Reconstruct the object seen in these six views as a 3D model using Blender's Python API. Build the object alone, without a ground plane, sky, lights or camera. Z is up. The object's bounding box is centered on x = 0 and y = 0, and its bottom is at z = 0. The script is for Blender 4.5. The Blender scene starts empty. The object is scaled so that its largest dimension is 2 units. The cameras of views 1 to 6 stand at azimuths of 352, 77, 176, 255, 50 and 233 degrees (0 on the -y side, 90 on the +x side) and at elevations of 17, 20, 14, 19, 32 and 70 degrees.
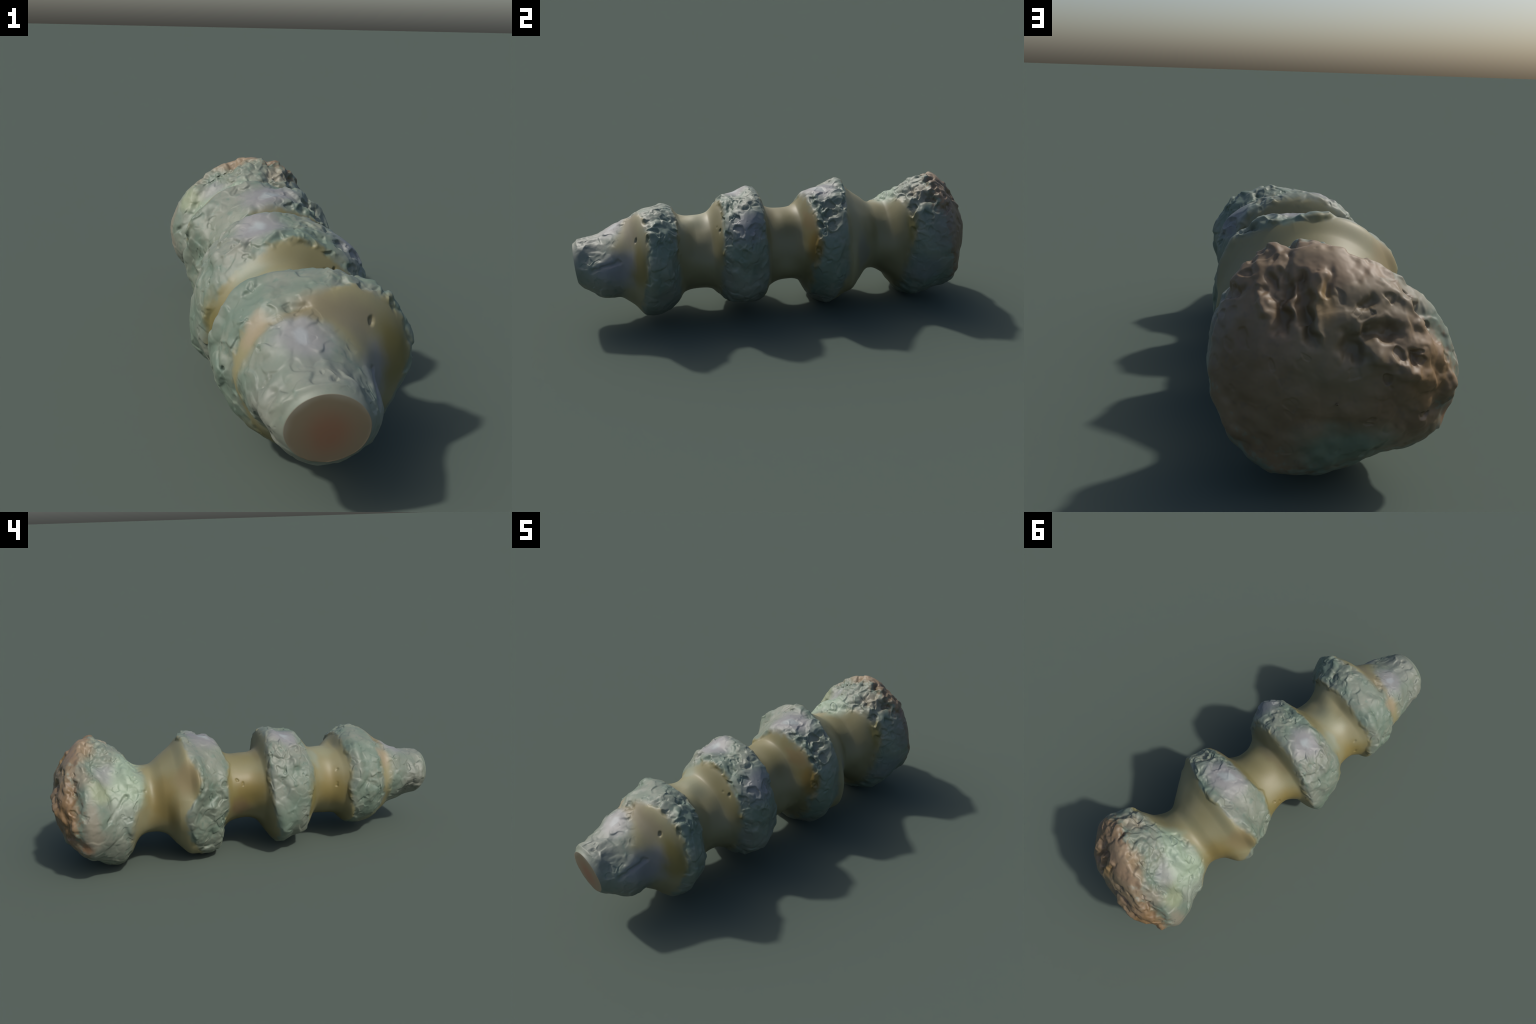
"""Weathered ringed stone finial lying on its side: a tapering tip, three rough
encrusted collars on a smooth waisted shaft, and a broad knob head.
The body is one loft along the y axis; it is then cut into named parts."""
import bpy, math
import numpy as np

AXIS_Z = 0.31            # height of the long axis above the ground
TWO_PI = 2 * math.pi
SEED = 11

# ---------------------------------------------------------------- loft
# Cross-sections: station y, then radius every 30 degrees round the axis
# (0 = +x, 90 = up, 180 = -x, 270 = down).
SECTIONS = {
    "tip": [
        (-1.000, [0.106, 0.099, 0.095, 0.096, 0.100, 0.107, 0.113, 0.109, 0.105, 0.101, 0.103, 0.107]),
        (-0.990, [0.113, 0.105, 0.101, 0.102, 0.108, 0.115, 0.121, 0.117, 0.113, 0.111, 0.113, 0.116]),
        (-0.975, [0.121, 0.111, 0.113, 0.115, 0.124, 0.133, 0.139, 0.127, 0.122, 0.122, 0.123, 0.125]),
        (-0.930, [0.147, 0.120, 0.117, 0.113, 0.126, 0.142, 0.158, 0.129, 0.127, 0.134, 0.146, 0.156]),
        (-0.860, [0.168, 0.142, 0.129, 0.130, 0.149, 0.154, 0.165, 0.135, 0.135, 0.158, 0.181, 0.191]),
        (-0.790, [0.177, 0.172, 0.164, 0.165, 0.185, 0.191, 0.189, 0.166, 0.154, 0.175, 0.188, 0.188]),
        (-0.730, [0.220, 0.206, 0.201, 0.206, 0.204, 0.196, 0.197, 0.185, 0.198, 0.215, 0.226, 0.228]),
    ],
    "collar_a": [
        (-0.675, [0.296, 0.291, 0.275, 0.247, 0.239, 0.233, 0.219, 0.219, 0.227, 0.255, 0.284, 0.289]),
        (-0.635, [0.331, 0.325, 0.287, 0.255, 0.246, 0.243, 0.238, 0.239, 0.239, 0.259, 0.288, 0.298]),
        (-0.595, [0.316, 0.306, 0.285, 0.262, 0.249, 0.251, 0.248, 0.244, 0.246, 0.261, 0.279, 0.281]),
        (-0.555, [0.287, 0.287, 0.268, 0.259, 0.263, 0.268, 0.256, 0.252, 0.243, 0.250, 0.266, 0.266]),
        (-0.515, [0.233, 0.243, 0.248, 0.242, 0.247, 0.246, 0.247, 0.257, 0.237, 0.225, 0.236, 0.244]),
    ],
    "neck_a": [
        (-0.475, [0.203, 0.214, 0.217, 0.193, 0.211, 0.221, 0.217, 0.211, 0.194, 0.188, 0.189, 0.193]),
        (-0.410, [0.194, 0.183, 0.176, 0.196, 0.197, 0.195, 0.192, 0.179, 0.180, 0.180, 0.176, 0.181]),
        (-0.345, [0.206, 0.184, 0.186, 0.199, 0.208, 0.212, 0.200, 0.180, 0.177, 0.182, 0.184, 0.199]),
    ],
    "collar_b": [
        (-0.295, [0.255, 0.265, 0.254, 0.258, 0.245, 0.247, 0.238, 0.234, 0.245, 0.228, 0.224, 0.241]),
        (-0.255, [0.293, 0.298, 0.289, 0.288, 0.275, 0.263, 0.263, 0.269, 0.272, 0.256, 0.262, 0.288]),
        (-0.190, [0.298, 0.331, 0.314, 0.293, 0.301, 0.277, 0.277, 0.288, 0.285, 0.270, 0.264, 0.302]),
        (-0.125, [0.269, 0.296, 0.318, 0.325, 0.309, 0.275, 0.282, 0.321, 0.298, 0.273, 0.264, 0.273]),
        (-0.083, [0.249, 0.254, 0.295, 0.299, 0.302, 0.276, 0.283, 0.280, 0.255, 0.237, 0.250, 0.258]),
    ],
    "neck_b": [
        (-0.045, [0.203, 0.195, 0.198, 0.218, 0.228, 0.230, 0.212, 0.189, 0.180, 0.185, 0.199, 0.200]),
        (+0.030, [0.176, 0.176, 0.193, 0.203, 0.203, 0.203, 0.170, 0.154, 0.153, 0.155, 0.171, 0.194]),
        (+0.110, [0.208, 0.187, 0.199, 0.215, 0.211, 0.207, 0.186, 0.170, 0.162, 0.169, 0.184, 0.197]),
    ],
    "collar_c": [
        (+0.155, [0.266, 0.280, 0.279, 0.282, 0.245, 0.232, 0.209, 0.196, 0.198, 0.233, 0.259, 0.255]),
        (+0.190, [0.294, 0.312, 0.317, 0.296, 0.265, 0.238, 0.223, 0.237, 0.280, 0.277, 0.276, 0.282]),
        (+0.245, [0.305, 0.320, 0.321, 0.303, 0.284, 0.280, 0.233, 0.243, 0.305, 0.311, 0.308, 0.308]),
        (+0.300, [0.284, 0.334, 0.342, 0.307, 0.321, 0.326, 0.252, 0.270, 0.306, 0.302, 0.295, 0.293]),
        (+0.340, [0.301, 0.296, 0.310, 0.325, 0.329, 0.295, 0.291, 0.276, 0.304, 0.276, 0.264, 0.302]),
    ],
    "neck_c": [
        (+0.400, [0.245, 0.259, 0.259, 0.276, 0.276, 0.267, 0.275, 0.256, 0.250, 0.230, 0.227, 0.245]),
        (+0.460, [0.195, 0.208, 0.215, 0.234, 0.236, 0.234, 0.210, 0.198, 0.183, 0.170, 0.164, 0.185]),
        (+0.520, [0.162, 0.164, 0.180, 0.197, 0.202, 0.201, 0.190, 0.183, 0.167, 0.156, 0.153, 0.157]),
        (+0.580, [0.184, 0.171, 0.179, 0.205, 0.226, 0.238, 0.216, 0.205, 0.172, 0.178, 0.187, 0.187]),
    ],
    "head": [
        (+0.640, [0.219, 0.236, 0.265, 0.250, 0.253, 0.253, 0.258, 0.254, 0.254, 0.249, 0.243, 0.229]),
        (+0.690, [0.276, 0.300, 0.319, 0.279, 0.234, 0.255, 0.264, 0.286, 0.301, 0.299, 0.291, 0.281]),
        (+0.740, [0.305, 0.317, 0.327, 0.319, 0.253, 0.267, 0.298, 0.296, 0.300, 0.303, 0.311, 0.298]),
        (+0.790, [0.309, 0.330, 0.354, 0.342, 0.313, 0.310, 0.321, 0.304, 0.282, 0.278, 0.299, 0.293]),
        (+0.840, [0.307, 0.324, 0.338, 0.346, 0.317, 0.322, 0.328, 0.310, 0.250, 0.248, 0.278, 0.281]),
        (+0.890, [0.290, 0.291, 0.302, 0.306, 0.297, 0.283, 0.306, 0.272, 0.227, 0.241, 0.266, 0.286]),
        (+0.930, [0.242, 0.241, 0.258, 0.263, 0.271, 0.267, 0.258, 0.221, 0.183, 0.209, 0.245, 0.250]),
        (+0.960, [0.198, 0.203, 0.207, 0.221, 0.235, 0.235, 0.210, 0.172, 0.148, 0.156, 0.169, 0.177]),
        (+0.980, [0.149, 0.164, 0.192, 0.204, 0.199, 0.192, 0.155, 0.107, 0.079, 0.090, 0.106, 0.121]),
        (+0.993, [0.087, 0.103, 0.107, 0.105, 0.158, 0.153, 0.084, 0.053, 0.038, 0.036, 0.045, 0.067]),
        (+1.000, [0.050, 0.050, 0.050, 0.051, 0.049, 0.050, 0.050, 0.050, 0.050, 0.050, 0.050, 0.050]),
    ],
}

# Where the rough crust of each collar begins / ends along y, every 30 degrees.
EDGES = {
    "tip_end":    [-.745, -.81, -.79, -.735, -.735, -.75, -.745, -.75, -.76, -.77, -.78, -.77],
    "a_front":    [-.67, -.655, -.66, -.70, -.72, -.695, -.71, -.71, -.70, -.69, -.69, -.69],
    "a_back":     [-.515, -.51, -.51, -.515, -.51, -.51, -.495, -.53, -.53, -.52, -.51, -.505],
    "b_front":    [-.30, -.29, -.285, -.29, -.31, -.315, -.29, -.29, -.29, -.30, -.305, -.31],
    "b_back":     [-.08, -.08, -.09, -.085, -.08, -.065, -.075, -.10, -.11, -.10, -.09, -.08],
    "c_front":    [.15, .165, .155, .15, .12, .14, .14, .15, .15, .15, .145, .14],
    "c_back":     [.32, .30, .33, .355, .335, .285, .37, .345, .29, .28, .27, .29],
    "head_front": [.65, .665, .645, .60, .555, .56, .615, .635, .64, .645, .645, .64],
    "head_brown": [.84, .81, .76, .81, .88, .88, .88, .86, .90, .93, .93, .90],
}

# ---------------------------------------------------------------- noise
def _hash(ix, iy, iz, k):
    h = (ix.astype(np.int64) * 374761393 + iy.astype(np.int64) * 668265263
         + iz.astype(np.int64) * 2147483647 + k * 974634777 + SEED * 7919) & 0xFFFFFFFF
    h = ((h ^ (h >> 13)) * 1274126177) & 0xFFFFFFFF
    h = ((h ^ (h >> 16)) * 2246822519) & 0xFFFFFFFF
    h = h ^ (h >> 15)
    return (h & 0xFFFFFF) / float(0xFFFFFF)


def value_noise(p, k=0):
    """Smooth lattice noise in -1..1."""
    b = np.floor(p).astype(np.int64)
    f = p - b
    u = f * f * f * (f * (f * 6 - 15) + 10)
    out = 0
    for dx in (0, 1):
        for dy in (0, 1):
            for dz in (0, 1):
                w = ((u[:, 0] if dx else 1 - u[:, 0]) * (u[:, 1] if dy else 1 - u[:, 1])
                     * (u[:, 2] if dz else 1 - u[:, 2]))
                out = out + w * _hash(b[:, 0] + dx, b[:, 1] + dy, b[:, 2] + dz, k)
    return out * 2 - 1


def fbm(p, octaves=3, k=0):
    out, a, tot = 0, 1.0, 0
    for o in range(octaves):
        out = out + a * value_noise(p * 2.03 ** o + 13.7 * o, k + o)
        tot += a
        a *= 0.5
    return out / tot


def warp(p, amount, scale, k):
    return p + amount * np.stack([value_noise(p * scale, k + i) for i in range(3)], -1)


def chips(p, sharp=26.0, k=0, tilt=1.6, step=0.45):
    """Overlapping chipped facets: each cell is a tilted plane, blended at its borders."""
    b = np.floor(p).astype(np.int64)
    num = np.zeros(len(p))
    den = np.zeros(len(p)) + 1e-9
    near = np.full(len(p), 9.0)
    for dx in (-1, 0, 1):
        for dy in (-1, 0, 1):
            for dz in (-1, 0, 1):
                cx, cy, cz = b[:, 0] + dx, b[:, 1] + dy, b[:, 2] + dz
                r = [_hash(cx, cy, cz, k + i) for i in range(7)]
                d = p - np.stack([cx + r[0], cy + r[1], cz + r[2]], -1)
                dist = np.sqrt((d * d).sum(1))
                w = np.exp(-sharp * (dist - 0.45))
                h = step * (r[3] - 0.5) + tilt * (d[:, 0] * (r[4] - .5) + d[:, 1] * (r[5] - .5) + d[:, 2] * (r[6] - .5))
                num += w * h
                den += w
                near = np.minimum(near, dist)
    return num / den, near


def pits(p, k=0, share=0.6):
    """Cup-shaped hollows: 0 outside, up to 1 at a hollow's floor."""
    b = np.floor(p).astype(np.int64)
    out = np.zeros(len(p))
    for dx in (-1, 0, 1):
        for dy in (-1, 0, 1):
            for dz in (-1, 0, 1):
                cx, cy, cz = b[:, 0] + dx, b[:, 1] + dy, b[:, 2] + dz
                r = [_hash(cx, cy, cz, k + i) for i in range(5)]
                d = p - np.stack([cx + r[0], cy + r[1], cz + r[2]], -1)
                rad = 0.35 + 0.4 * r[4]
                q = np.clip(1 - (d * d).sum(1) / (rad * rad), 0, 1)
                q = np.where(r[3] < share, np.minimum(q * 1.8, 1) * (0.5 + 0.5 * r[4]), 0)
                out = np.maximum(out, q)
    return out


def sstep(a, b, x):
    t = np.clip((x - a) / (b - a), 0, 1)
    return t * t * (3 - 2 * t)


# ---------------------------------------------------------------- interpolation
STATIONS = [s for part in SECTIONS.values() for s in part]
ST_Y = np.array([s[0] for s in STATIONS])
ST_R = np.array([s[1] for s in STATIONS])


def round_axis(values, theta):
    """Periodic cubic through values given every 30 degrees (last axis)."""
    v = np.asarray(values)
    n = v.shape[-1]
    f = (theta % TWO_PI) / TWO_PI * n
    j = np.floor(f).astype(int) % n
    t = f - np.floor(f)
    c = [-.5 * t**3 + t**2 - .5 * t, 1.5 * t**3 - 2.5 * t**2 + 1, -1.5 * t**3 + 2 * t**2 + .5 * t, .5 * t**3 - .5 * t**2]
    return sum(v[..., (j + o) % n] * c[o + 1] for o in (-1, 0, 1, 2))


def along_axis(y, table):
    """Monotone cubic along y through the stations (no overshoot: collar shoulders stay crisp)."""
    x = ST_Y
    h = np.diff(x)
    d = np.diff(table, axis=0) / h[:, None]
    m = np.zeros_like(table)
    m[0], m[-1] = d[0], d[-1]
    a, b = d[:-1], d[1:]
    w1, w2 = (2 * h[1:] + h[:-1])[:, None], (h[1:] + 2 * h[:-1])[:, None]
    same = a * b > 0
    safe_a, safe_b = np.where(same, a, 1), np.where(same, b, 1)
    harmonic = (w1 + w2) / (w1 / safe_a + w2 / safe_b)
    plain = 0.35 * (a + b) / 2
    m[1:-1] = np.where(same, 0.6 * harmonic + 0.4 * (a + b) / 2, plain)
    i = np.clip(np.searchsorted(x, y, side='right') - 1, 0, len(x) - 2)
    t = ((y - x[i]) / h[i])[:, None]
    hh = h[i][:, None]
    return ((2*t**3 - 3*t**2 + 1) * table[i] + (t**3 - 2*t**2 + t) * hh * m[i]
            + (-2*t**3 + 3*t**2) * table[i+1] + (t**3 - t**2) * hh * m[i+1])


# ---------------------------------------------------------------- grid of the whole body
N_THETA = 660
theta = np.arange(N_THETA) / N_THETA * TWO_PI
nodes_theta = round_axis(ST_R, theta)

# rows follow the profile's length so that steep collar flanks get enough of them
yy = np.linspace(-1, 1, 6001)
mean_r = along_axis(yy, ST_R[:, ::2])
step = np.sqrt(np.diff(yy)**2 + (0.6 * np.abs(np.diff(mean_r, axis=0)).max(1))**2)
length = np.concatenate([[0], np.cumsum(step)])
N_ROWS = 1120
row_y = np.interp(np.linspace(0, length[-1], N_ROWS), length, yy)
rad = along_axis(row_y, nodes_theta)

# flat broken end of the tip: rings shrinking to a centre, with a small rounded lip
cap = np.linspace(0.02, 1, 60)[:-1]
cap_rad = cap[:, None] * rad[:1]
cap_y = -1.0 - 0.004 * (1 - cap**2)
rows_y = np.concatenate([cap_y, row_y])
rows_r = np.concatenate([cap_rad, rad])
# head end: rings shrinking to a centre
cap2 = np.linspace(1, 0.06, 14)[1:]
rows_y = np.concatenate([rows_y, 1.0 + 0.003 * (1 - cap2)])
rows_r = np.concatenate([rows_r, cap2[:, None] * rad[-1:]])
NR = len(rows_y)

T = np.broadcast_to(theta, rows_r.shape)
Y = np.broadcast_to(rows_y[:, None], rows_r.shape).copy()
X = rows_r * np.cos(T)
Z = AXIS_Z + rows_r * np.sin(T)
# the broken face leans: its upper lip reaches further out than the lower one
lean = sstep(-.86, -1.0, Y)
Y = Y + lean * (-0.10 * (Z - AXIS_Z) + 0.004)
P = np.stack([X, Y, Z], -1)

# round off the centre of the head face: average along the rows, straight across the pole
first = int(np.searchsorted(rows_y, 0.955))
for _ in range(3):
    end = P[first - 40:]
    across = np.roll(end[::-1], N_THETA // 2, axis=1)
    line = np.concatenate([end, across], 0)
    acc = np.cumsum(np.concatenate([np.zeros_like(line[:1]), line], 0), 0)
    win = 33
    mean = (acc[win:] - acc[:-win]) / win
    soft = mean[40 - win // 2:40 - win // 2 + len(end) - 40]
    w = np.clip(np.arange(len(soft)) / 30.0, 0, 1)[:, None, None]
    P[first:] = P[first:] * (1 - w) + soft * w
X, Y, Z = P[..., 0], P[..., 1], P[..., 2]


def grid_normals(P):
    du = np.roll(P, -1, 1) - np.roll(P, 1, 1)
    dv = np.empty_like(P)
    dv[1:-1] = P[2:] - P[:-2]
    dv[0], dv[-1] = P[1] - P[0], P[-1] - P[-2]
    n = np.cross(dv, du)
    n /= np.linalg.norm(n, axis=-1, keepdims=True) + 1e-12
    return n


# ---------------------------------------------------------------- crust masks
EDGE = {k: round_axis(np.array(v), theta)[None, :] for k, v in EDGES.items()}
flat = P.reshape(-1, 3)
wob = (0.013 * fbm(flat * 11, 2, 3) + 0.008 * value_noise(flat * 28, 9)).reshape(rows_r.shape)
Yw = Y + wob


def band(front, back, w=0.010):
    return sstep(-w, w, Yw - front) * (1 - sstep(-w, w, Yw - back))


crust_tip = 1 - sstep(-.02, .02, Yw - EDGE["tip_end"])
crust_a = band(EDGE["a_front"], EDGE["a_back"])
crust_b = band(EDGE["b_front"], EDGE["b_back"])
crust_c = band(EDGE["c_front"], EDGE["c_back"])
crust_h = sstep(-.012, .012, Yw - EDGE["head_front"])
deg = np.degrees(T) % 360
broken = (np.arange(NR) < len(cap))[:, None]
bridge = np.exp(-((deg - 102) / 14)**2) * sstep(-.80, -.76, Y) * (1 - sstep(-.70, -.66, Y))
crust = np.maximum.reduce([crust_tip * 0.8, crust_a, crust_b, crust_c, crust_h, bridge])
crust = np.where(broken, 0, crust)
crust *= sstep(-1.0, -0.955, Y)


def around(centre, width):
    d = (deg - centre + 180) % 360 - 180
    return np.exp(-(d / width)**2)


# hollows crowd the upper right flank; the underside is smoother
hollow_zone = around(50, 26) * np.maximum.reduce([crust_a * .8, crust_b, crust_c, crust_h * (1 - sstep(.82, .9, Y))])
rough_zone = 0.5 + 0.5 * np.maximum(around(150, 75), around(50, 50))
face = sstep(0, .06, Yw - EDGE["head_brown"])

# ---------------------------------------------------------------- relief
N = grid_normals(P)
pick = (crust > 0.001)
pts = P[pick]
wp = warp(pts, 0.018, 16, 40)
big, _ = chips(wp * 9.5, 12, 50)
block, _ = chips(wp * 6.5 + 3, 13, 55)
mid, near = chips(warp(pts, .012, 30, 45) * 21 + 7, 15, 60, 1.8, 0.5)
small = fbm(pts * 55, 2, 70)
lump = fbm(pts * 8, 2, 80)
ragged = warp(warp(pts, .016, 22, 41), .007, 55, 46)
hollow = pits(ragged * 19, 90, 0.85)
few_pits = pits(ragged * 30 + 3, 95, 0.14)**1.5
# worn and rough areas alternate; the crowns are polished nearly smooth
rz = rough_zone[pick] * (0.55 + 1.0 * sstep(-.3, .45, fbm(pts * 6 + 5, 2, 85)))
CROWNS = [((-.04, -.81, .47), .05), ((-.07, -.19, .60), .065), ((.03, .23, .61), .10), ((-.14, .69, .50), .08),
          ((.24, -.18, .52), .07), ((.19, -.79, .33), .08)]
for c, r in CROWNS:
    rz = rz * (1 - 0.85 * np.exp(-(np.linalg.norm(pts - np.array(c), axis=1) / r)**4))
flute = sstep(.45, .50, pts[:, 2]) * sstep(.78, .84, pts[:, 1]) * sstep(-.12, -.06, pts[:, 0]) * (1 - sstep(.18, .22, pts[:, 0]))
rim = np.exp(-(((Yw - EDGE["head_brown"])[pick] - .03) / .06)**2) * (pts[:, 1] > .7)
fz = (1 - 0.5 * face[pick]) * (1 - .85 * flute) * (1 - 0.25 * crust_h[pick])
relief = rz * fz * (0.0175 * big + 0.0095 * mid) + 0.0010 * small * rz + 0.006 * lump + 0.011 * rz * fz * block + 0.007 * face[pick] * fbm(pts * 11 + 2, 2, 88) * (1 - .7 * flute) + 0.011 * rim * (1 - flute) * fbm(pts * 15 + 9, 2, 89)
relief -= (1 - flute) * hollow_zone[pick] * (0.016 * hollow - 0.004) + 0.006 * few_pits * rz
H = np.zeros(rows_r.shape)
H[pick] = crust[pick] * (relief + 0.0005)
smooth_part = 0.002 * fbm(flat * 7, 2, 20).reshape(rows_r.shape)
H += smooth_part * np.where(broken, 0.4, 1)
# the shaft is cut in just beside the crust
H -= 0.003 * (1 - crust) * sstep(-.6, -.5, Y) * (1 - sstep(.6, .66, Y))

# individual scars: (from, to, half width, depth) in metres on the surface
SCARS = [
    # flutes running down from the rim of the head face
    ((.105, .78, .645), (.122, .92, .56), .015, .028), ((.150, .87, .575), (.130, .955, .49), .020, .024),
    ((.085, .90, .585), (.068, .98, .47), .017, .025), ((-.055, .80, .65), (-.03, .99, .44), .026, .024),
    ((.000, .84, .63), (.028, .93, .565), .012, .010),
    # dip behind the lip on top of the head
    ((-.17, .79, .57), (-.01, .785, .635), .040, .022),
    ((-.07, .98, .48), (-.13, .97, .48), .020, .022), ((-.18, .97, .42), (-.18, .97, .42), .013, .018),
    ((.22, .85, .54), (.22, .85, .54), .013, .012), ((-.06, .95, .54), (-.08, .94, .55), .012, .012),
    ((-.22, .90, .50), (-.19, .91, .52), .016, .012), 
    ((.18, -.71, .47), (.182, -.712, .464), .008, .011), ((.14, -.325, .49), (.145, -.327, .488), .007, .009),
    ((.17, -.305, .48), (.175, -.305, .45), .007, .010), ((-.17, .09, .43), (-.175, .085, .425), .006, .006), ((-.18, .06, .41), (-.183, .06, .40), .006, .006),
    ((-.175, -.45, .425), (-.185, -.44, .415), .006, .005), ((-.20, -.44, .36), (-.20, -.437, .34), .006, .006), ((-.18, .56, .43), (-.22, .65, .43), .010, .010),
    ((-.22, .65, .43), (-.30, .75, .34), .009, .012), ((.15, -.92, .32), (.17, -.79, .36), .010, .010),
    ((-.12, .68, .52), (-.17, .73, .51), .005, .005), ((.10, .66, .58), (.04, .65, .56), .014, .012),
    ((-.08, .57, .51), (-.02, .59, .52), .013, .010), ((-.26, .28, .47), (-.28, .29, .42), .012, .014),
    ((.11, .69, .60), (.12, .69, .59), .024, .022), ((.20, .68, .55), (.19, .70, .56), .020, .016),
    ((.24, .19, .52), (.23, .20, .50), .024, .018), ((.16, .18, .57), (.18, .20, .57), .020, .014),
    ((-.06, -.72, .52), (-.01, -.72, .52), .012, .010), ((-.29, .26, .38), (-.29, .30, .36), .012, .012),
]
# ledges stand proud: same form, negative depth
LEDGES = [
    ((.035, .90, .59), (.05, .98, .47), .013, .008), ((-.12, .70, .555), (-.04, .69, .585), .032, .016), ((.175, .80, .61), (.172, .92, .51), .014, .010),
    ((-.10, .99, .42), (-.24, .95, .34), .020, .012), ((-.29, .91, .30), (-.29, .91, .33), .022, .014),
    ((-.15, .91, .55), (-.20, .92, .48), .018, .010),
]
for sign, items in ((-1, SCARS), (1, LEDGES)):
    for a, b, w, depth in items:
        a, b = np.array(a), np.array(b)
        ab = b - a
        lo, hi = np.minimum(a, b) - 4 * w, np.maximum(a, b) + 4 * w
        near_box = ((P > lo) & (P < hi)).all(-1)
        q = P[near_box]
        q = q + 0.5 * w * np.stack([value_noise(q * 45, 130 + i) for i in range(3)], -1)
        t = np.clip(((q - a) @ ab) / max(ab @ ab, 1e-9), 0, 1)
        d = np.linalg.norm(q - a - t[:, None] * ab, axis=1)
        H[near_box] += sign * (1.15 if a[1] > .75 else 0.8) * depth * np.exp(-(d / w)**2.6 * 0.8)

P = P + N * H[..., None]

# ---------------------------------------------------------------- fit the frame: 2 m long, centred, resting on z = 0
lo, hi = P.reshape(-1, 3).min(0), P.reshape(-1, 3).max(0)
P[..., 1] = (P[..., 1] - (lo[1] + hi[1]) / 2) * (2.0 / (hi[1] - lo[1]))
P[..., 0] -= (lo[0] + hi[0]) / 2
P[..., 2] -= lo[2]
print("loft extent", lo, hi)
N = grid_normals(P)
tip_centre = P[0].mean(0)
head_centre = P[-1].mean(0)

# ---------------------------------------------------------------- material
class Nodes:
    """Small helper for building node trees as expressions."""
    def __init__(self, name):
        self.mat = bpy.data.materials.new(name)
        self.mat.use_nodes = True
        self.nt = self.mat.node_tree
        self.nt.nodes.clear()

    def new(self, kind, **props):
        n = self.nt.nodes.new(kind)
        for k, v in props.items():
            setattr(n, k, v)
        return n

    def put(self, socket, value):
        if isinstance(value, bpy.types.NodeSocket):
            self.nt.links.new(value, socket)
        else:
            socket.default_value = value

    def math(self, op, a, b=0.0, clamp=False):
        n = self.new("ShaderNodeMath", operation=op, use_clamp=clamp)
        self.put(n.inputs[0], a)
        self.put(n.inputs[1], b)
        return n.outputs[0]

    def ramp(self, x, a, b, lo=0.0, hi=1.0):
        n = self.new("ShaderNodeMapRange", interpolation_type='SMOOTHSTEP', clamp=True)
        for i, v in enumerate((x, a, b, lo, hi)):
            self.put(n.inputs[i], v)
        return n.outputs[0]

    def noise(self, vec, scale, detail=2.0, rough=0.5, distortion=0.0):
        n = self.new("ShaderNodeTexNoise")
        self.put(n.inputs["Vector"], vec)
        n.inputs["Scale"].default_value = scale
        n.inputs["Detail"].default_value = detail
        n.inputs["Roughness"].default_value = rough
        n.inputs["Distortion"].default_value = distortion
        return n.outputs["Fac"], n.outputs["Color"]

    def mix(self, fac, a, b, blend='MIX'):
        n = self.new("ShaderNodeMix", data_type='RGBA', blend_type=blend)
        self.put(n.inputs[0], fac)
        for s, v in ((n.inputs[6], a), (n.inputs[7], b)):
            self.put(s, v if isinstance(v, bpy.types.NodeSocket) else (*v, 1.0))
        return n.outputs[2]


def curve_of_angle(N, u, values):
    """Float curve: angle round the axis (0..1) -> crust edge, stored as (y+1)/2."""
    n = N.new("ShaderNodeFloatCurve")
    N.put(n.inputs["Value"], u)
    c = n.mapping.curves[0]
    vals = [(v + 1) / 2 for v in values] + [(values[0] + 1) / 2]
    while len(c.points) < len(vals):
        c.points.new(0.5, 0.5)
    for i, v in enumerate(vals):
        c.points[i].location = (i / (len(vals) - 1), v)
    n.mapping.use_clip = False
    n.mapping.update()
    return N.math('MULTIPLY_ADD', n.outputs[0], 2.0), n


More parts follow.
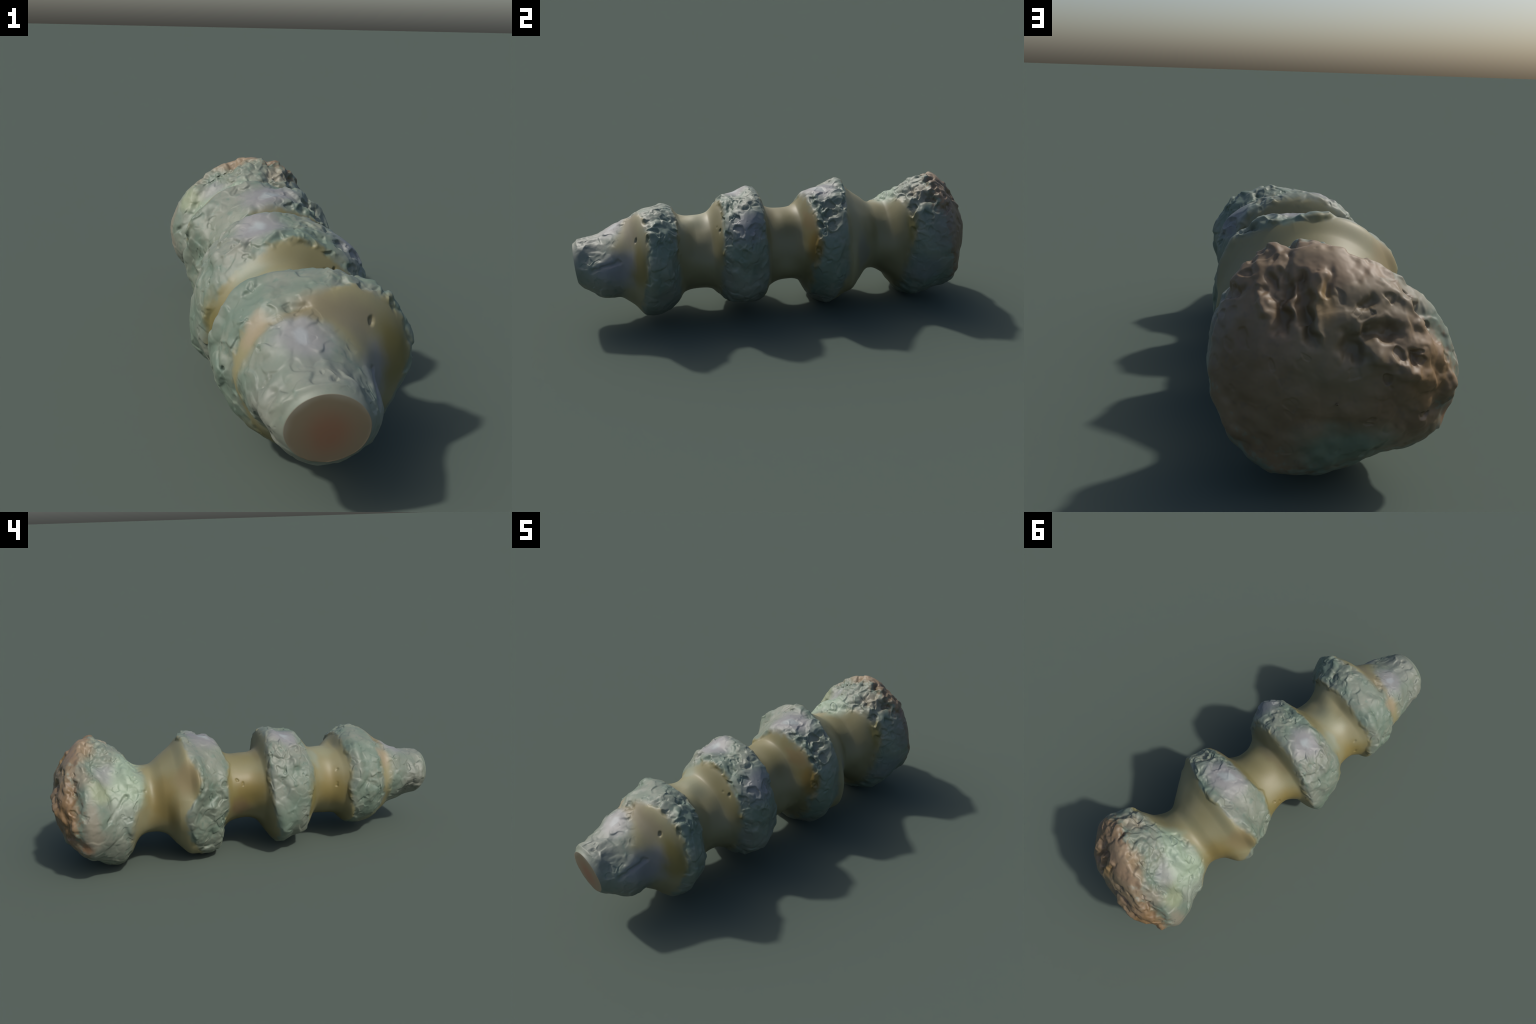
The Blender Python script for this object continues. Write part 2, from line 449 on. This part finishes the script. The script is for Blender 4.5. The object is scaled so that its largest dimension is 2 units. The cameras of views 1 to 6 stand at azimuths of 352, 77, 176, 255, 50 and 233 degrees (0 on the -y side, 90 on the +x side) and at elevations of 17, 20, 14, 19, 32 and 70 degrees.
# patches of colour: centre, size (x, y, z), colour, strength
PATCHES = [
    # lilac-grey areas on the crowns
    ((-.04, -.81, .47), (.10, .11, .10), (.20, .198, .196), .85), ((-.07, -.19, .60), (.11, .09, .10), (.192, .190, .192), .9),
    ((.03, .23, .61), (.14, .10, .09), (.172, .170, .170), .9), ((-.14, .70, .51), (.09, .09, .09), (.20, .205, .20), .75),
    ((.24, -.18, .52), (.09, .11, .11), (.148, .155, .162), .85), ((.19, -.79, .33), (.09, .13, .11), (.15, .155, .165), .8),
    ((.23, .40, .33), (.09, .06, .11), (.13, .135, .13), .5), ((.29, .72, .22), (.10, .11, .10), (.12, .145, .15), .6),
    # baked highlights at the centres of those, painted as small pale spots
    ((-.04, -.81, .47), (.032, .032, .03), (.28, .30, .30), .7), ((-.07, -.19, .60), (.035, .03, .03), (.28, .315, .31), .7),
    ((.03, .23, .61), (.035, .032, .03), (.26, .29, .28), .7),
    ((-.11, -.88, .30), (.13, .13, .15), (.148, .15, .125), .7), ((.02, -.93, .40), (.12, .08, .08), (.165, .172, .148), .6),
    # peach / tan bare spots
    ((-.15, -.725, .46), (.07, .038, .07), (.22, .18, .115), .8), ((.03, -.72, .52), (.11, .06, .06), (.15, .13, .075), .85),
    ((.12, -.71, .46), (.10, .06, .09), (.165, .145, .09), .85),
    # mustard stains on the left flank of the shaft and round the collars
    ((-.19, .02, .36), (.10, .12, .12), (.15, .112, .028), .8), ((-.20, -.42, .32), (.10, .11, .13), (.155, .118, .03), .8),
    ((-.20, .46, .36), (.13, .11, .18), (.15, .112, .032), .85), ((-.24, .35, .50), (.09, .08, .10), (.175, .125, .055), .55),
    ((.26, -.70, .36), (.08, .06, .14), (.13, .108, .028), .85), ((.25, .145, .39), (.08, .035, .12), (.16, .11, .026), .9),
    ((.16, .14, .50), (.08, .03, .06), (.16, .115, .05), .7), ((.23, .655, .43), (.07, .03, .10), (.14, .125, .04), .85),
    ((-.08, -.66, .10), (.14, .08, .12), (.12, .10, .03), .6), ((-.25, -.30, .30), (.08, .04, .14), (.14, .12, .035), .7),
    ((.0, -.04, .53), (.16, .03, .08), (.15, .125, .06), .6), ((-.20, .11, .38), (.08, .04, .14), (.15, .125, .04), .7),
    # greenish bloom on top of the first neck
    ((.0, -.40, .51), (.16, .06, .08), (.19, .20, .125), .6), ((-.12, -.33, .50), (.10, .04, .08), (.17, .20, .15), .7),
    # pale mint on the head's left shoulder
    ((-.19, .63, .46), (.15, .12, .14), (.22, .28, .20), .85), ((-.25, .76, .48), (.09, .08, .08), (.205, .24, .135), .55),
    ((-.05, .62, .53), (.13, .09, .08), (.20, .265, .195), .8), ((-.22, .68, .33), (.12, .10, .12), (.20, .23, .19), .6),
    # rusty and pinkish places
    ((-.30, .86, .23), (.07, .05, .06), (.18, .085, .035), .75), ((-.18, .07, .27), (.08, .07, .08), (.11, .072, .038), .7),
    ((-.02, .84, .63), (.14, .08, .07), (.20, .148, .09), .85), ((-.20, .85, .54), (.11, .06, .09), (.18, .15, .105), .65),
    ((.03, .93, .54), (.04, .08, .09), (.19, .12, .04), .6), ((-.24, .95, .36), (.09, .07, .10), (.155, .092, .035), .7),
    ((-.32, .82, .34), (.09, .06, .14), (.185, .155, .115), .65), ((.15, .73, .58), (.08, .07, .08), (.20, .175, .125), .7),
    ((-.27, .93, .42), (.10, .06, .14), (.15, .092, .04), .75), ((.0, .98, .38), (.16, .07, .12), (.125, .10, .055), .5),
    ((.0, .88, .60), (.14, .05, .06), (.185, .125, .075), .6),
    # green foot of the head face
    ((-.02, .95, .17), (.16, .10, .10), (.095, .138, .10), .9),
    ((.27, .80, .42), (.09, .09, .13), (.125, .118, .105), .6),
]


def weathered_stone():
    N = Nodes("weathered_stone")
    tc = N.new("ShaderNodeTexCoord")
    pos = tc.outputs["Object"]
    sep = N.new("ShaderNodeSeparateXYZ")
    N.put(sep.inputs[0], pos)
    x, y, z = sep.outputs
    ang = N.math('ARCTAN2', N.math('SUBTRACT', z, AXIS_Z), x)
    u = N.math('FRACT', N.math('DIVIDE', ang, TWO_PI))
    n_mid, c_mid = N.noise(pos, 9.0, 3.0)
    n_fine, c_fine = N.noise(pos, 34.0, 3.0, 0.6)
    n_big, c_big = N.noise(pos, 3.4, 2.0)
    n_tiny, _ = N.noise(pos, 150.0, 2.0)
    wobble = N.math('ADD', N.math('MULTIPLY_ADD', n_mid, 0.05), N.math('MULTIPLY_ADD', n_fine, 0.03))
    # MULTIPLY_ADD third input is the offset
    for node in N.nt.nodes:
        if node.bl_idname == "ShaderNodeMath" and node.operation == 'MULTIPLY_ADD':
            node.inputs[2].default_value = -0.5 * node.inputs[1].default_value
    yw = N.math('ADD', y, wobble)

    def edge(name):
        out, node = curve_of_angle(N, u, EDGES[name])
        out.node.inputs[2].default_value = -1.0
        return N.math('SUBTRACT', yw, out)

    def band(a, b, w=0.012):
        return N.math('MULTIPLY', N.ramp(edge(a), -w, w), N.ramp(edge(b), -w, w, 1.0, 0.0))

    tip = N.ramp(edge("tip_end"), -.03, .03, 1.0, 0.0)
    masks = [tip, band("a_front", "a_back"), band("b_front", "b_back"), band("c_front", "c_back"),
             N.ramp(edge("head_front"), -.02, .02)]
    crust = masks[0]
    for m in masks[1:]:
        crust = N.math('MAXIMUM', crust, m)
    streak = N.math('MULTIPLY_ADD', n_fine, 0.16)
    streak.node.inputs[2].default_value = -0.08
    brown = N.ramp(N.math('ADD', edge("head_brown"), streak), -.03, .03)

    # smooth shaft: tan to olive
    shaft = N.mix(N.ramp(n_big, .35, .65), (.148, .133, .058), (.19, .176, .095))
    shaft = N.mix(N.ramp(n_mid, .5, .75, 0, .4), shaft, (.16, .162, .09))
    # crust: grey-green, mottled with chalky grey and deeper sage
    crust_col = N.mix(N.ramp(n_mid, .38, .62), (.104, .143, .108), (.14, .164, .125))
    crust_col = N.mix(N.ramp(n_big, .45, .65, 0, .6), crust_col, (.17, .174, .142))
    crust_col = N.mix(N.ramp(n_fine, .52, .70, 0, .75), crust_col, (.098, .14, .108))
    brown_col = N.mix(N.ramp(n_mid, .35, .65), (.122, .082, .042), (.16, .112, .064))
    brown_col = N.mix(N.ramp(n_fine, .55, .7, 0, .5), brown_col, (.098, .076, .054))
    brown_col = N.mix(N.ramp(n_big, .5, .65, 0, .5), brown_col, (.14, .118, .07))
    col = N.mix(crust, shaft, crust_col)
    col = N.mix(brown, col, brown_col)

    warped = N.new("ShaderNodeVectorMath", operation='MULTIPLY_ADD')
    N.put(warped.inputs[0], c_mid)
    warped.inputs[1].default_value = (.10, .10, .10)
    N.put(warped.inputs[2], pos)
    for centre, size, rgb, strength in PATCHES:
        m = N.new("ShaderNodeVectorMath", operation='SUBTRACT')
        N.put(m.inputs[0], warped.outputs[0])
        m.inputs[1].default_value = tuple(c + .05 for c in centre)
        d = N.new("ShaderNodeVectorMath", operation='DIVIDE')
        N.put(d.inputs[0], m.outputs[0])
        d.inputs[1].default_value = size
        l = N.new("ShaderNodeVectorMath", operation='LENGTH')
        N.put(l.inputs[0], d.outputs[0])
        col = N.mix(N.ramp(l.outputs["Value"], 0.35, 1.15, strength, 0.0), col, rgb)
    # faint grain
    grain = N.math('MULTIPLY_ADD', n_tiny, 0.10)
    grain.node.inputs[2].default_value = 0.95
    g = N.new("ShaderNodeVectorMath", operation='SCALE')
    N.put(g.inputs[0], col)
    N.put(g.inputs["Scale"], grain)

    bs = N.new("ShaderNodeBsdfPrincipled")
    N.put(bs.inputs["Base Color"], g.outputs[0])
    N.put(bs.inputs["Roughness"], N.ramp(crust, 0, 1, .52, .54))
    bs.inputs["Specular IOR Level"].default_value = 0.5
    out = N.new("ShaderNodeOutputMaterial")
    N.put(out.inputs[0], bs.outputs[0])
    return N.mat


def broken_face():
    N = Nodes("broken_face")
    tc = N.new("ShaderNodeTexCoord")
    pos = tc.outputs["Object"]
    fac, colr = N.noise(pos, 12.0, 2.0)
    m = N.new("ShaderNodeVectorMath", operation='DISTANCE')
    N.put(m.inputs[0], pos)
    m.inputs[1].default_value = tuple(tip_centre + np.array([0, 0, -.015]))
    d = N.math('ADD', m.outputs["Value"], N.math('MULTIPLY', fac, 0.03))
    col = N.mix(N.ramp(d, .03, .115), (.15, .080, .045), (.135, .108, .066))
    col = N.mix(N.ramp(d, .108, .135), col, (.19, .175, .13))
    bs = N.new("ShaderNodeBsdfPrincipled")
    N.put(bs.inputs["Base Color"], col)
    bs.inputs["Roughness"].default_value = 0.5
    out = N.new("ShaderNodeOutputMaterial")
    N.put(out.inputs[0], bs.outputs[0])
    return N.mat


STONE = weathered_stone()
BROKEN = broken_face()

# ---------------------------------------------------------------- cut the body into parts
root = bpy.data.objects.new("ringed_stone_finial", None)
bpy.context.scene.collection.objects.link(root)
root["label"] = "weathered grey-green stone finial with three rough collars"
root["category"] = "stone finial"


def row_at(y):
    return int(np.searchsorted(row_y, y)) + len(cap)


CUTS = [("broken_end", 0, len(cap)), ("tip", len(cap), row_at(-.70)), ("collar", row_at(-.70), row_at(-.50)),
        ("shaft", row_at(-.50), row_at(-.31)), ("collar", row_at(-.31), row_at(-.065)),
        ("shaft", row_at(-.065), row_at(.135)), ("collar", row_at(.135), row_at(.365)),
        ("shaft", row_at(.365), row_at(.585)), ("head", row_at(.585), NR - 1)]


def make_part(name, r0, r1):
    rows = r1 - r0 + 1
    verts = P[r0:r1 + 1].reshape(-1, 3)
    norms = N[r0:r1 + 1].reshape(-1, 3)
    r = np.arange(rows - 1)[:, None] * N_THETA
    c = np.arange(N_THETA)[None, :]
    c2 = (c + 1) % N_THETA
    quads = np.stack([r + c, r + N_THETA + c, r + N_THETA + c2, r + c2], -1).reshape(-1, 4)
    tris = []
    if r0 == 0 or r1 == NR - 1:
        centre = tip_centre if r0 == 0 else head_centre
        verts = np.concatenate([verts, centre[None]])
        norms = np.concatenate([norms, [[0, -1, 0]] if r0 == 0 else [[0, 1, 0]]])
        k = len(verts) - 1
        j = np.arange(N_THETA)
        j2 = (j + 1) % N_THETA
        base = 0 if r0 == 0 else (rows - 1) * N_THETA
        tris = np.stack([base + j, base + j2, np.full(N_THETA, k)], -1) if r0 == 0 else \
            np.stack([base + j2, base + j, np.full(N_THETA, k)], -1)
        tris = tris.tolist() if False else tris
    me = bpy.data.meshes.new(name)
    nt = len(tris)
    me.vertices.add(len(verts))
    me.vertices.foreach_set("co", verts.astype(np.float32).ravel())
    loops = np.concatenate([quads.ravel(), np.asarray(tris, dtype=int).ravel()]) if nt else quads.ravel()
    me.loops.add(len(loops))
    me.loops.foreach_set("vertex_index", loops.astype(np.int32))
    me.polygons.add(len(quads) + nt)
    starts = np.concatenate([np.arange(len(quads)) * 4, len(quads) * 4 + np.arange(nt) * 3])
    me.polygons.foreach_set("loop_start", starts.astype(np.int32))
    me.update(calc_edges=True)
    me.validate()
    me.polygons.foreach_set("use_smooth", np.ones(len(me.polygons), dtype=bool))
    me.normals_split_custom_set_from_vertices(norms.tolist())
    me.materials.append(BROKEN if name == "broken_end" else STONE)
    ob = bpy.data.objects.new(name, me)
    bpy.context.scene.collection.objects.link(ob)
    ob.parent = root
    return ob


for name, r0, r1 in CUTS:
    make_part(name, r0, r1)
